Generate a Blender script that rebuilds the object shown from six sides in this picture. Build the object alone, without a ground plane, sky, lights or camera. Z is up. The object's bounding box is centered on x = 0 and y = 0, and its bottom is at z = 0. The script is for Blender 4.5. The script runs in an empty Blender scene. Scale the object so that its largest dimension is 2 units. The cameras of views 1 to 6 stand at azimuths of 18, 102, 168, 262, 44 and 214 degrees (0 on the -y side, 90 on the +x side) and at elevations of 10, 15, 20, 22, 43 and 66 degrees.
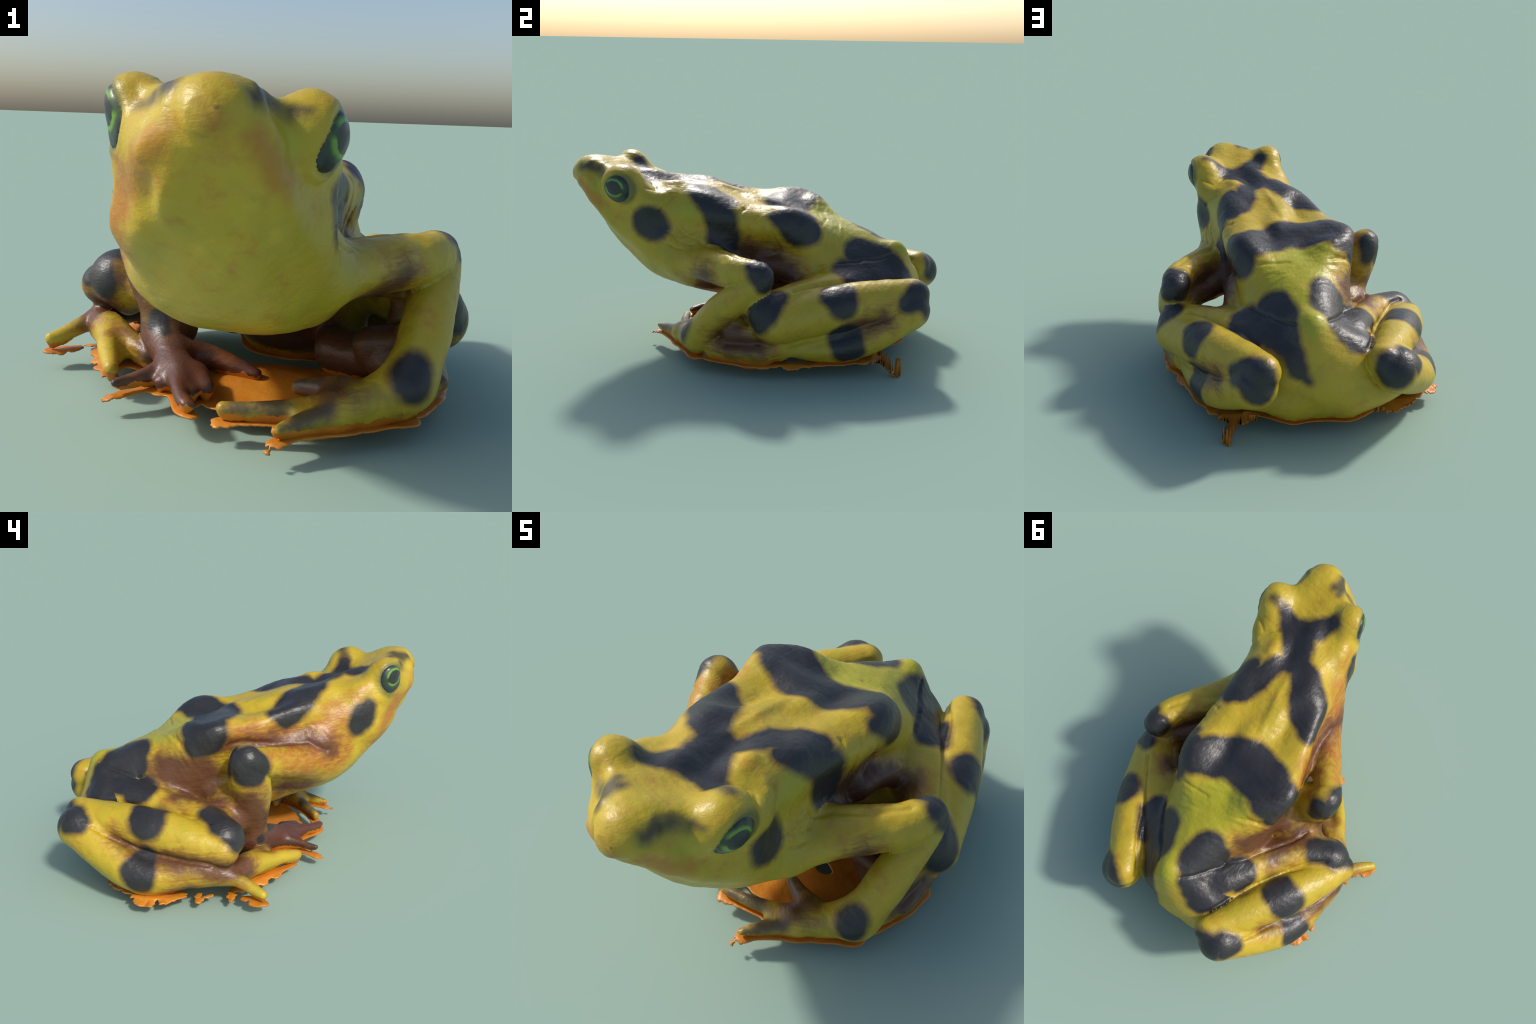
"""A golden frog with black blotches, crouching, with a ragged orange film left under it.

The skin is one smooth implicit surface: a lofted body, rounded lumps, tapering limb and
digit chains, melted together.  It is meshed here with surface nets, divided and pulled
exactly onto the surface, and then separated by region into named parts.
"""
import bpy
import math
import numpy as np
from mathutils import noise as mnoise, Vector

# Body cross-sections along the spine: (position, shift to the left, shift up,
#   radii of the skin every 22.5 degrees, from the left flank over the back)
SECTIONS = [
    (-0.86, 0.094, 0.048, [0.246, 0.231, 0.208, 0.187, 0.179, 0.185, 0.189, 0.193, 0.197, 0.204, 0.212, 0.218, 0.217, 0.206, 0.188, 0.172, 0.169, 0.192, 0.223, 0.243]),
    (-0.80, 0.086, 0.046, [0.253, 0.240, 0.219, 0.200, 0.196, 0.202, 0.211, 0.204, 0.204, 0.211, 0.222, 0.227, 0.225, 0.215, 0.200, 0.186, 0.183, 0.203, 0.232, 0.249]),
    (-0.72, 0.075, 0.044, [0.261, 0.251, 0.233, 0.219, 0.221, 0.227, 0.240, 0.220, 0.212, 0.223, 0.234, 0.240, 0.237, 0.228, 0.216, 0.205, 0.203, 0.219, 0.243, 0.257]),
    (-0.58, 0.053, 0.041, [0.277, 0.273, 0.256, 0.245, 0.256, 0.264, 0.268, 0.254, 0.236, 0.248, 0.258, 0.260, 0.255, 0.249, 0.242, 0.237, 0.237, 0.245, 0.258, 0.270]),
    (-0.44, 0.031, 0.039, [0.288, 0.296, 0.280, 0.264, 0.265, 0.265, 0.275, 0.284, 0.294, 0.294, 0.284, 0.276, 0.270, 0.267, 0.265, 0.264, 0.264, 0.266, 0.269, 0.277]),
    (-0.34, 0.018, 0.037, [0.286, 0.299, 0.301, 0.292, 0.274, 0.263, 0.275, 0.328, 0.354, 0.326, 0.299, 0.284, 0.279, 0.279, 0.280, 0.281, 0.281, 0.279, 0.277, 0.278]),
    (-0.25, 0.006, 0.035, [0.281, 0.296, 0.326, 0.338, 0.285, 0.259, 0.270, 0.375, 0.421, 0.344, 0.308, 0.291, 0.287, 0.289, 0.293, 0.296, 0.296, 0.292, 0.285, 0.279]),
    (-0.16, -0.005, 0.033, [0.274, 0.286, 0.364, 0.374, 0.277, 0.257, 0.270, 0.339, 0.451, 0.356, 0.314, 0.299, 0.297, 0.300, 0.305, 0.308, 0.310, 0.306, 0.295, 0.281]),
    (-0.06, -0.016, 0.028, [0.269, 0.273, 0.375, 0.374, 0.250, 0.253, 0.279, 0.331, 0.418, 0.352, 0.319, 0.308, 0.309, 0.313, 0.316, 0.320, 0.323, 0.322, 0.309, 0.287]),
    (0.06, -0.028, 0.014, [0.265, 0.289, 0.352, 0.320, 0.259, 0.264, 0.248, 0.268, 0.368, 0.333, 0.319, 0.320, 0.326, 0.329, 0.328, 0.328, 0.334, 0.342, 0.336, 0.304]),
    (0.20, -0.041, -0.001, [0.276, 0.274, 0.336, 0.310, 0.254, 0.245, 0.265, 0.259, 0.350, 0.293, 0.313, 0.335, 0.346, 0.344, 0.334, 0.326, 0.333, 0.354, 0.379, 0.338]),
    (0.36, -0.043, -0.029, [0.306, 0.265, 0.308, 0.322, 0.280, 0.263, 0.274, 0.319, 0.343, 0.309, 0.330, 0.339, 0.353, 0.339, 0.320, 0.305, 0.313, 0.338, 0.357, 0.361]),
    (0.52, -0.046, -0.057, [0.293, 0.271, 0.298, 0.301, 0.288, 0.238, 0.268, 0.304, 0.305, 0.314, 0.291, 0.284, 0.289, 0.278, 0.270, 0.267, 0.274, 0.297, 0.304, 0.314]),
    (0.66, -0.045, -0.049, [0.280, 0.287, 0.324, 0.260, 0.224, 0.214, 0.253, 0.263, 0.322, 0.309, 0.289, 0.295, 0.262, 0.218, 0.214, 0.216, 0.223, 0.238, 0.241, 0.271]),
    (0.79, -0.045, -0.028, [0.213, 0.209, 0.255, 0.238, 0.204, 0.190, 0.207, 0.236, 0.288, 0.297, 0.252, 0.224, 0.223, 0.177, 0.161, 0.161, 0.169, 0.181, 0.190, 0.224]),
    (0.90, -0.049, 0.005, [0.179, 0.176, 0.202, 0.205, 0.181, 0.166, 0.174, 0.203, 0.232, 0.231, 0.208, 0.186, 0.155, 0.161, 0.125, 0.111, 0.114, 0.122, 0.143, 0.179]),
    (0.97, -0.051, 0.022, [0.154, 0.156, 0.168, 0.178, 0.164, 0.147, 0.153, 0.173, 0.186, 0.180, 0.175, 0.169, 0.139, 0.130, 0.100, 0.083, 0.080, 0.087, 0.109, 0.144]),
    (1.03, -0.052, 0.036, [0.132, 0.138, 0.140, 0.154, 0.147, 0.129, 0.134, 0.146, 0.145, 0.138, 0.147, 0.157, 0.127, 0.099, 0.079, 0.060, 0.052, 0.058, 0.083, 0.114]),
]
# Rounded lumps melted into the body: centre, half sizes (left, up, forward), melt width
LUMPS = {
    'left_eye_bulge': ((0.399, -0.661, 0.915), (0.092, 0.106, 0.120), 0.06),
    'right_eye_bulge': ((-0.001, -0.760, 0.977), (0.075, 0.070, 0.088), 0.06),
    'rump': ((-0.069, 0.737, 0.269), (0.275, 0.236, 0.167), 0.10),
    'tail_bone': ((0.063, 0.757, 0.521), (0.067, 0.099, 0.073), 0.08),
    'snout': ((0.258, -0.924, 0.960), (0.096, 0.080, 0.077), 0.08),
}
# Limb centre lines: x, y, z, radius of the control nodes
LIMBS = {
    'left_arm': [(0.265, -0.322, 0.502, 0.096), (0.584, -0.006, 0.527, 0.087), (0.651, 0.146, 0.518, 0.068), (0.646, -0.064, 0.334, 0.081), (0.619, -0.202, 0.176, 0.073)],
    'right_arm': [(-0.119, -0.370, 0.542, 0.092), (-0.367, -0.026, 0.649, 0.074), (-0.397, 0.052, 0.677, 0.079), (-0.325, 0.026, 0.488, 0.112), (-0.247, 0.036, 0.220, 0.091)],
    'left_thigh': [(0.202, 0.622, 0.363, 0.150), (0.426, 0.426, 0.371, 0.130), (0.638, 0.183, 0.338, 0.104)],
    'left_shank': [(0.649, 0.215, 0.296, 0.108), (0.489, 0.556, 0.360, 0.119), (0.315, 0.891, 0.398, 0.085)],
    'left_ankle': [(0.346, 0.876, 0.324, 0.107), (0.519, 0.607, 0.166, 0.071), (0.638, 0.190, 0.139, 0.022)],
    'right_thigh': [(-0.169, 0.632, 0.419, 0.101), (-0.346, 0.334, 0.371, 0.105), (-0.540, 0.193, 0.333, 0.109)],
    'right_shank': [(-0.619, 0.200, 0.303, 0.077), (-0.474, 0.498, 0.365, 0.109), (-0.257, 0.885, 0.409, 0.079)],
    'right_ankle': [(-0.321, 0.891, 0.358, 0.112), (-0.538, 0.616, 0.183, 0.093), (-0.602, 0.288, 0.202, 0.072)],
}
# Black blotches: chains of x, y, z, radius on the skin
BLOTCHES = {
    'head': {
        'crown': [[(0.309, -0.618, 0.957, 0.031), (0.264, -0.590, 0.924, 0.051), (0.183, -0.562, 0.925, 0.087), (0.150, -0.506, 0.918, 0.081), (0.122, -0.450, 0.909, 0.067), (0.116, -0.412, 0.902, 0.054)], [(0.057, -0.698, 0.993, 0.038), (0.102, -0.642, 0.963, 0.050), (0.167, -0.575, 0.938, 0.068)]],
        'cheek_left': [[(0.444, -0.519, 0.742, 0.067), (0.437, -0.501, 0.721, 0.085), (0.432, -0.480, 0.697, 0.069)]],
        'cheek_right': [[(-0.111, -0.647, 0.813, 0.038), (-0.121, -0.617, 0.768, 0.073), (-0.127, -0.585, 0.726, 0.055)]],
    },
    'snout': {
        'nostril_right': [[(0.166, -0.941, 1.008, 0.022), (0.141, -0.892, 1.020, 0.035), (0.124, -0.836, 1.024, 0.017)], [(0.086, -0.887, 0.995, 0.027), (0.050, -0.873, 0.979, 0.014)]],
        'nostril_left': [[(0.349, -0.914, 0.991, 0.022), (0.346, -0.872, 1.007, 0.026), (0.359, -0.824, 0.995, 0.026), (0.390, -0.786, 0.970, 0.018), (0.425, -0.767, 0.968, 0.009)]],
        'inner_right': [[(0.132, -0.868, 1.024, 0.019), (0.167, -0.858, 1.031, 0.025)]],
        'eyelid_left': [[(0.398, -0.628, 1.016, 0.023), (0.332, -0.628, 0.984, 0.027), (0.302, -0.615, 0.951, 0.032)]],
    },
    'torso': {
        'crown2': [[(0.130, -0.448, 0.905, 0.054), (0.124, -0.409, 0.899, 0.045)]],
        'stripe_left': [[(0.137, -0.414, 0.895, 0.034), (0.191, -0.361, 0.901, 0.040), (0.230, -0.241, 0.883, 0.067), (0.268, -0.151, 0.859, 0.061), (0.310, -0.109, 0.835, 0.047)], [(0.300, -0.309, 0.890, 0.036), (0.354, -0.200, 0.827, 0.057), (0.376, -0.133, 0.745, 0.079), (0.356, -0.120, 0.657, 0.084), (0.354, -0.090, 0.603, 0.045)]],
        'stripe_right': [[(0.098, -0.430, 0.912, 0.049), (0.021, -0.375, 0.917, 0.071), (-0.052, -0.297, 0.905, 0.092), (-0.099, -0.230, 0.869, 0.095), (-0.148, -0.165, 0.849, 0.063), (-0.172, -0.123, 0.836, 0.026)], [(-0.123, -0.287, 0.876, 0.061), (-0.176, -0.203, 0.826, 0.069), (-0.183, -0.185, 0.799, 0.034)]],
        'band': [[(0.293, 0.279, 0.801, 0.053), (0.264, 0.284, 0.799, 0.077), (0.193, 0.217, 0.785, 0.103), (0.101, 0.164, 0.786, 0.109), (-0.006, 0.158, 0.813, 0.129), (-0.128, 0.192, 0.817, 0.119), (-0.213, 0.258, 0.819, 0.106)]],
        'band_left': [[(0.313, 0.219, 0.815, 0.049), (0.348, 0.238, 0.786, 0.042), (0.369, 0.244, 0.740, 0.036)], [(0.352, 0.157, 0.788, 0.038), (0.357, 0.253, 0.764, 0.056)], [(0.368, 0.196, 0.769, 0.050), (0.352, 0.288, 0.736, 0.106), (0.329, 0.333, 0.704, 0.069)]],
        'band_right': [[(-0.254, 0.185, 0.832, 0.060), (-0.279, 0.240, 0.774, 0.110), (-0.264, 0.280, 0.736, 0.079)]],
        'hip_left': [[(0.198, 0.599, 0.592, 0.074), (0.185, 0.678, 0.557, 0.082), (0.179, 0.767, 0.510, 0.067), (0.167, 0.845, 0.450, 0.049), (0.149, 0.875, 0.385, 0.040), (0.102, 0.892, 0.329, 0.013)], [(0.362, 0.558, 0.499, 0.048), (0.290, 0.626, 0.510, 0.073), (0.240, 0.706, 0.504, 0.077)]],
        'hip_left_side': [[(0.203, 0.601, 0.587, 0.049), (0.177, 0.679, 0.564, 0.040)], [(0.336, 0.541, 0.514, 0.069), (0.299, 0.631, 0.502, 0.064), (0.248, 0.719, 0.490, 0.050), (0.205, 0.806, 0.461, 0.036)], [(0.226, 0.587, 0.576, 0.078), (0.185, 0.695, 0.547, 0.079), (0.203, 0.758, 0.494, 0.065)]],
        'hip_right': [[(-0.050, 0.588, 0.653, 0.080), (-0.044, 0.678, 0.611, 0.096), (-0.096, 0.616, 0.595, 0.088)], [(-0.086, 0.801, 0.521, 0.049), (-0.132, 0.727, 0.517, 0.080), (-0.181, 0.643, 0.522, 0.084), (-0.226, 0.566, 0.509, 0.076)], [(-0.146, 0.818, 0.483, 0.062)]],
        'hip_right_side': [[(-0.200, 0.781, 0.475, 0.061), (-0.248, 0.677, 0.472, 0.042)], [(-0.071, 0.750, 0.550, 0.079), (-0.110, 0.668, 0.541, 0.071)], [(-0.109, 0.699, 0.535, 0.080), (-0.075, 0.613, 0.622, 0.080), (-0.172, 0.767, 0.494, 0.068), (-0.253, 0.624, 0.487, 0.049), (-0.255, 0.571, 0.498, 0.053)]],
    },
    'leg_left': {
        'shank': [[(0.584, 0.534, 0.445, 0.092), (0.604, 0.558, 0.412, 0.077)]],
        'knee': [[(0.664, 0.235, 0.433, 0.051), (0.727, 0.184, 0.391, 0.080), (0.739, 0.155, 0.335, 0.067)], [(0.720, 0.157, 0.397, 0.056), (0.737, 0.151, 0.328, 0.045)]],
        'heel': [[(0.396, 0.921, 0.415, 0.075), (0.434, 0.876, 0.389, 0.053)], [(0.364, 0.960, 0.406, 0.096), (0.349, 0.974, 0.369, 0.087)]],
        'ankle': [[(0.563, 0.572, 0.226, 0.083), (0.596, 0.595, 0.155, 0.074)]],
        'thigh': [[(0.336, 0.541, 0.514, 0.069), (0.299, 0.631, 0.502, 0.064), (0.248, 0.719, 0.490, 0.050), (0.205, 0.806, 0.461, 0.036)], [(0.368, 0.534, 0.503, 0.042), (0.289, 0.621, 0.513, 0.069), (0.235, 0.727, 0.494, 0.058)], [(0.308, 0.658, 0.481, 0.068), (0.386, 0.566, 0.487, 0.045)]],
    },
    'leg_right': {
        'shank': [[(-0.445, 0.538, 0.480, 0.084), (-0.524, 0.560, 0.449, 0.090), (-0.548, 0.570, 0.414, 0.050)], [(-0.426, 0.507, 0.471, 0.071)]],
        'knee': [[(-0.480, 0.273, 0.450, 0.030), (-0.550, 0.205, 0.442, 0.056), (-0.611, 0.151, 0.404, 0.062), (-0.631, 0.137, 0.357, 0.056)], [(-0.575, 0.102, 0.382, 0.059), (-0.559, 0.086, 0.325, 0.063)], [(-0.477, 0.210, 0.450, 0.064), (-0.572, 0.182, 0.437, 0.082)]],
        'heel': [[(-0.366, 0.914, 0.458, 0.055), (-0.409, 0.896, 0.428, 0.055), (-0.403, 0.948, 0.409, 0.041)], [(-0.284, 0.982, 0.411, 0.095)]],
        'ankle': [[(-0.568, 0.581, 0.267, 0.064), (-0.617, 0.615, 0.234, 0.083), (-0.635, 0.619, 0.188, 0.067)]],
        'thigh': [[(-0.146, 0.818, 0.483, 0.053), (-0.144, 0.717, 0.513, 0.071), (-0.189, 0.626, 0.520, 0.080), (-0.221, 0.559, 0.510, 0.073)], [(-0.263, 0.625, 0.478, 0.042), (-0.263, 0.572, 0.494, 0.053)]],
    },
    'arm_left': {
        'elbow': [[(0.620, 0.199, 0.562, 0.095)], [(0.706, 0.168, 0.558, 0.067), (0.706, 0.185, 0.510, 0.050)], [(0.681, 0.124, 0.598, 0.039)]],
        'wrist': [[(0.631, -0.252, 0.238, 0.064), (0.640, -0.267, 0.211, 0.059)]],
    },
    'arm_right': {
        'elbow': [[(-0.477, 0.044, 0.692, 0.099), (-0.468, 0.019, 0.654, 0.093), (-0.472, 0.064, 0.639, 0.073)], [(-0.399, 0.118, 0.720, 0.047), (-0.393, 0.139, 0.634, 0.040)]],
        'wrist': [[(-0.252, -0.071, 0.255, 0.046), (-0.212, -0.094, 0.225, 0.021)], [(-0.346, -0.023, 0.217, 0.027)]],
    },
}
# Folds and ridges of the skin: depth, width and chains of x, y, z along them
CREASES = {
    'left_shank_fold': (-0.014, 0.011, [[(0.596, 0.305, 0.458), (0.528, 0.407, 0.475), (0.438, 0.538, 0.475), (0.354, 0.699, 0.470), (0.236, 0.879, 0.427)]]),
    'right_shank_fold': (-0.012, 0.011, [[(-0.556, 0.249, 0.430), (-0.496, 0.297, 0.433), (-0.414, 0.415, 0.418), (-0.321, 0.560, 0.429), (-0.251, 0.716, 0.455), (-0.194, 0.860, 0.450)]]),
    'left_ankle_fold': (-0.010, 0.012, [[(0.671, 0.265, 0.190), (0.627, 0.411, 0.220), (0.561, 0.579, 0.248), (0.508, 0.733, 0.305), (0.465, 0.832, 0.348)]]),
    'right_ankle_fold': (-0.012, 0.012, [[(-0.433, 0.823, 0.404), (-0.471, 0.722, 0.350), (-0.522, 0.603, 0.301), (-0.610, 0.422, 0.272), (-0.657, 0.273, 0.254)]]),
    'lore': (-0.014, 0.040, [[(0.362, -0.837, 0.989), (0.387, -0.799, 0.961)], [(0.117, -0.925, 0.975), (0.047, -0.857, 0.997)]]),
    'snout_edge': (0.006, 0.022, [[(0.333, -0.871, 1.019), (0.367, -0.902, 0.951), (0.388, -0.837, 0.895)], [(0.169, -0.924, 1.021), (0.155, -0.967, 0.952), (0.095, -0.952, 0.872)]]),
    'left_hip_fold': (-0.010, 0.010, [[(0.415, 0.302, 0.484), (0.341, 0.408, 0.519), (0.315, 0.488, 0.544)], [(0.309, 0.504, 0.544), (0.224, 0.647, 0.545), (0.144, 0.768, 0.564)]]),
    'right_hip_fold': (-0.010, 0.010, [[(-0.012, 0.787, 0.583), (-0.079, 0.706, 0.559), (-0.142, 0.602, 0.534), (-0.157, 0.552, 0.540)], [(-0.151, 0.581, 0.533), (-0.226, 0.479, 0.506), (-0.271, 0.391, 0.485), (-0.345, 0.268, 0.460), (-0.379, 0.175, 0.438)]]),
    'back_notch': (-0.008, 0.010, [[(-0.118, 0.401, 0.733), (-0.154, 0.383, 0.732), (-0.199, 0.364, 0.714)], [(0.255, 0.389, 0.722), (0.190, 0.391, 0.730), (0.099, 0.391, 0.729)]]),
    'neck_fold': (-0.007, 0.009, [[(0.427, -0.540, 0.910), (0.369, -0.496, 0.888), (0.331, -0.508, 0.898), (0.305, -0.532, 0.908)], [(0.356, -0.398, 0.863), (0.391, -0.421, 0.830), (0.417, -0.451, 0.781)]]),
    'armpit_fold': (-0.010, 0.015, [[(0.399, -0.239, 0.626), (0.420, -0.163, 0.609), (0.533, -0.063, 0.615), (0.625, 0.052, 0.613)], [(-0.271, 0.119, 0.717), (-0.254, 0.051, 0.725), (-0.234, -0.033, 0.704), (-0.218, -0.134, 0.686), (-0.206, -0.237, 0.682), (-0.203, -0.305, 0.679), (-0.214, -0.353, 0.649), (-0.207, -0.406, 0.627)]]),
    'flank_pleat': (-0.007, 0.010, [[(0.331, -0.019, 0.804), (0.374, -0.047, 0.765), (0.370, -0.053, 0.704)], [(0.357, 0.061, 0.772), (0.378, 0.025, 0.721), (0.357, 0.015, 0.634)], [(0.378, 0.123, 0.739), (0.332, 0.184, 0.591), (0.346, 0.123, 0.556)]]),
    'back_ridge': (0.006, 0.022, [[(0.046, -0.008, 0.829), (0.065, -0.138, 0.866), (0.091, -0.260, 0.892), (0.107, -0.367, 0.900)]]),
    'ear_gland': (0.010, 0.035, [[(0.268, -0.447, 0.915), (0.256, -0.407, 0.917)], [(0.344, -0.435, 0.880), (0.365, -0.441, 0.869)]]),
    'neck_wrinkle': (-0.004, 0.006, [[(0.393, -0.367, 0.701), (0.401, -0.318, 0.663), (0.394, -0.242, 0.634)], [(0.412, -0.409, 0.683), (0.426, -0.351, 0.634), (0.423, -0.281, 0.611)], [(0.429, -0.434, 0.660), (0.444, -0.384, 0.600), (0.450, -0.325, 0.592)], [(0.440, -0.439, 0.623), (0.447, -0.348, 0.596), (0.411, -0.262, 0.619)], [(0.419, -0.427, 0.680), (0.411, -0.341, 0.657), (0.377, -0.263, 0.681)]]),
}
# Broad soft tints of the skin: chains of x, y, z, radius
TINTS = {
    'lime': [[(0.020, 0.389, 0.729, 0.170), (0.006, 0.492, 0.702, 0.097)],
        [(0.071, 0.791, 0.617, 0.090), (0.139, 0.652, 0.614, 0.066)],
        [(0.392, -0.811, 0.897, 0.044)],
        [(0.162, 0.427, 0.710, 0.095), (0.053, 0.715, 0.623, 0.062)],
        [(0.377, -0.315, 0.808, 0.068)]],
    'orange': [[(-0.386, -0.090, 0.694, 0.051), (-0.249, -0.312, 0.626, 0.073)],
        [(-0.144, -0.460, 0.787, 0.101), (-0.197, -0.428, 0.652, 0.161), (-0.318, -0.234, 0.613, 0.130)],
        [(-0.256, 0.048, 0.765, 0.077), (-0.176, -0.195, 0.726, 0.066)],
        [(-0.012, -0.824, 0.806, 0.064), (-0.079, -0.703, 0.618, 0.056)],
        [(-0.322, -0.230, 0.597, 0.072)],
        [(-0.089, -0.644, 0.898, 0.034), (-0.094, -0.574, 0.876, 0.027)],
        [(0.277, -1.005, 0.962, 0.027), (0.278, -1.003, 0.917, 0.035)]],
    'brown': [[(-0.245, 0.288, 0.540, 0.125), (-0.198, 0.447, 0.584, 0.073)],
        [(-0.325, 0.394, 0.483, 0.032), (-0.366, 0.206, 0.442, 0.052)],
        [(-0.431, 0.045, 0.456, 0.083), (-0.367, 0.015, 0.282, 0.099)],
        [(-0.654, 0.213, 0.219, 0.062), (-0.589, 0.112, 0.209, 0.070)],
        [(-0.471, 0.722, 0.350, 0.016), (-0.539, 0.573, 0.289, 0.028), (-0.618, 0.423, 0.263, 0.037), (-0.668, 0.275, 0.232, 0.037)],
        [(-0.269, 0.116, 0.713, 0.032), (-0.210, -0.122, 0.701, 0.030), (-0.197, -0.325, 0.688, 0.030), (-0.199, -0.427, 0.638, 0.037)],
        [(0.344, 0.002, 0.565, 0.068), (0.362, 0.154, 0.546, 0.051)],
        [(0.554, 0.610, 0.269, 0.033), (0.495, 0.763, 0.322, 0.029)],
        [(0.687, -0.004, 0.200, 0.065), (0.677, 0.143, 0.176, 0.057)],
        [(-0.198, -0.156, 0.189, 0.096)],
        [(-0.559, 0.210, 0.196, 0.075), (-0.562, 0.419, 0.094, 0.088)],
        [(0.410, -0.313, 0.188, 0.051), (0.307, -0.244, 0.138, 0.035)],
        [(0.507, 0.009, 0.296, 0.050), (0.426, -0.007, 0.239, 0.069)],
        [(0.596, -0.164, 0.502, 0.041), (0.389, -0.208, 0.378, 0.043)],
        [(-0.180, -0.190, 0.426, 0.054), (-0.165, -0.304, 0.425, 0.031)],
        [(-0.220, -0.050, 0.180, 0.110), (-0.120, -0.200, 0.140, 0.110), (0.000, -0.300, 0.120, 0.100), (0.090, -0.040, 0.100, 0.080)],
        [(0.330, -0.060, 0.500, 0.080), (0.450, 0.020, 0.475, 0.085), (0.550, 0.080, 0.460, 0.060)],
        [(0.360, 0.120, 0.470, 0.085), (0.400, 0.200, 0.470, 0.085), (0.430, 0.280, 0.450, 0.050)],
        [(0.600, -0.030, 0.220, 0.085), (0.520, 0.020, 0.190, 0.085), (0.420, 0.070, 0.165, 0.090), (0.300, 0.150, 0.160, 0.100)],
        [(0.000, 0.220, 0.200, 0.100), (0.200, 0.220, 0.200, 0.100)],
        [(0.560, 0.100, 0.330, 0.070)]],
    'jaw': [[(0.184, -0.982, 0.933, 0.024), (0.147, -0.976, 0.895, 0.031), (0.075, -0.925, 0.833, 0.036), (-0.025, -0.792, 0.749, 0.040), (-0.079, -0.740, 0.679, 0.029)],
        [(0.356, -0.927, 0.899, 0.028), (0.380, -0.878, 0.855, 0.031), (0.401, -0.809, 0.802, 0.024)]],
    'umber': [[(0.115, -0.044, -0.295, 0.039), (0.261, -0.376, 0.140, 0.028), (0.139, -0.418, 0.125, 0.016)],
        [(0.418, -0.395, 0.146, 0.022), (0.358, -0.456, 0.127, 0.020), (0.326, -0.490, 0.121, 0.013)],
        [(0.351, -0.253, 0.179, 0.020), (0.294, -0.222, 0.159, 0.016)]],
    'lid': [[(0.489, -0.651, 0.900, 0.085)],
        [(-0.063, -0.796, 0.943, 0.090)]],
}

# Digits and pads: x, y, z, radius of the control nodes
DIGITS = {
    'left_hand': [
        [(.615, -.165, .19, .075), (.53, -.245, .145, .068), (.43, -.325, .125, .052)],
        [(.44, -.335, .12, .050), (.385, -.395, .112, .034), (.33, -.465, .102, .026), (.303, -.507, .098, .018)],
        [(.42, -.31, .13, .050), (.335, -.345, .118, .033), (.20, -.39, .112, .023), (.11, -.408, .108, .021)],
        [(.43, -.26, .155, .052), (.355, -.235, .148, .034), (.285, -.20, .132, .024)],
        [(.41, -.33, .115, .036), (.34, -.375, .098, .030)],
    ],
    'right_hand': [
        [(-.27, .01, .195, .078), (-.20, -.09, .155, .064), (-.13, -.18, .126, .054)],
        [(-.17, -.15, .120, .048), (-.22, -.235, .116, .024), (-.258, -.282, .110, .017), (-.286, -.326, .106, .013)],
        [(-.12, -.18, .125, .048), (-.088, -.275, .121, .030), (-.055, -.345, .114, .022), (-.012, -.398, .100, .025), (.01, -.408, .095, .020)],
        [(-.17, -.08, .150, .055), (-.08, -.03, .140, .040), (.02, -.03, .118, .029), (.095, -.04, .100, .021)],
        [(-.10, -.22, .115, .040), (-.03, -.31, .098, .028)],
        [(-.15, -.18, .112, .042), (-.16, -.25, .098, .026)],
        [(-.06, -.19, .125, .040), (.00, -.26, .108, .028)],
    ],
    'left_foot': [
        [(.62, .24, .15, .05), (.635, .16, .14, .045), (.60, .06, .15, .045)],
        [(.64, .16, .120, .052), (.64, .02, .125, .058), (.62, -.10, .140, .062)],
        [(.63, .10, .22, .055), (.63, .00, .22, .060)],
        [(.655, .17, .13, .036), (.685, .06, .135, .030), (.695, .00, .142, .024)],
        [(.60, .10, .15, .06), (.54, .02, .17, .055), (.48, .04, .19, .058), (.45, .04, .228, .052)],
        [(.48, .04, .235, .055), (.57, .02, .26, .060), (.63, -.04, .30, .06)],
    ],
    'right_foot': [
        [(-.60, .32, .18, .06), (-.61, .20, .175, .050), (-.56, .10, .155, .048)],
        [(-.615, .22, .165, .042), (-.65, .14, .155, .034), (-.70, .07, .126, .028), (-.738, .03, .112, .022)],
        [(-.56, .12, .155, .048), (-.50, .03, .158, .042), (-.43, -.10, .142, .036), (-.362, -.208, .112, .026)],
        [(-.52, .08, .17, .055), (-.40, .00, .145, .046), (-.30, -.05, .125, .036)],
        [(-.52, .06, .15, .042), (-.42, -.06, .122, .036)],
    ],
}

# ---------------------------------------------------------------- body frame
def unit(v):
    v = np.asarray(v, float)
    return v / np.linalg.norm(v)


ORIGIN = np.array([.1, 0, .55])
FORWARD = unit([.19, -.92, .32])
_l = unit(np.cross([0, 0, 1], FORWARD))
_u = np.cross(FORWARD, _l)
LEFT = unit(math.cos(-.11) * _l + math.sin(-.11) * _u)
UP = np.cross(FORWARD, LEFT)
S0, S1, CAP = -.88, 1.055, .12


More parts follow.
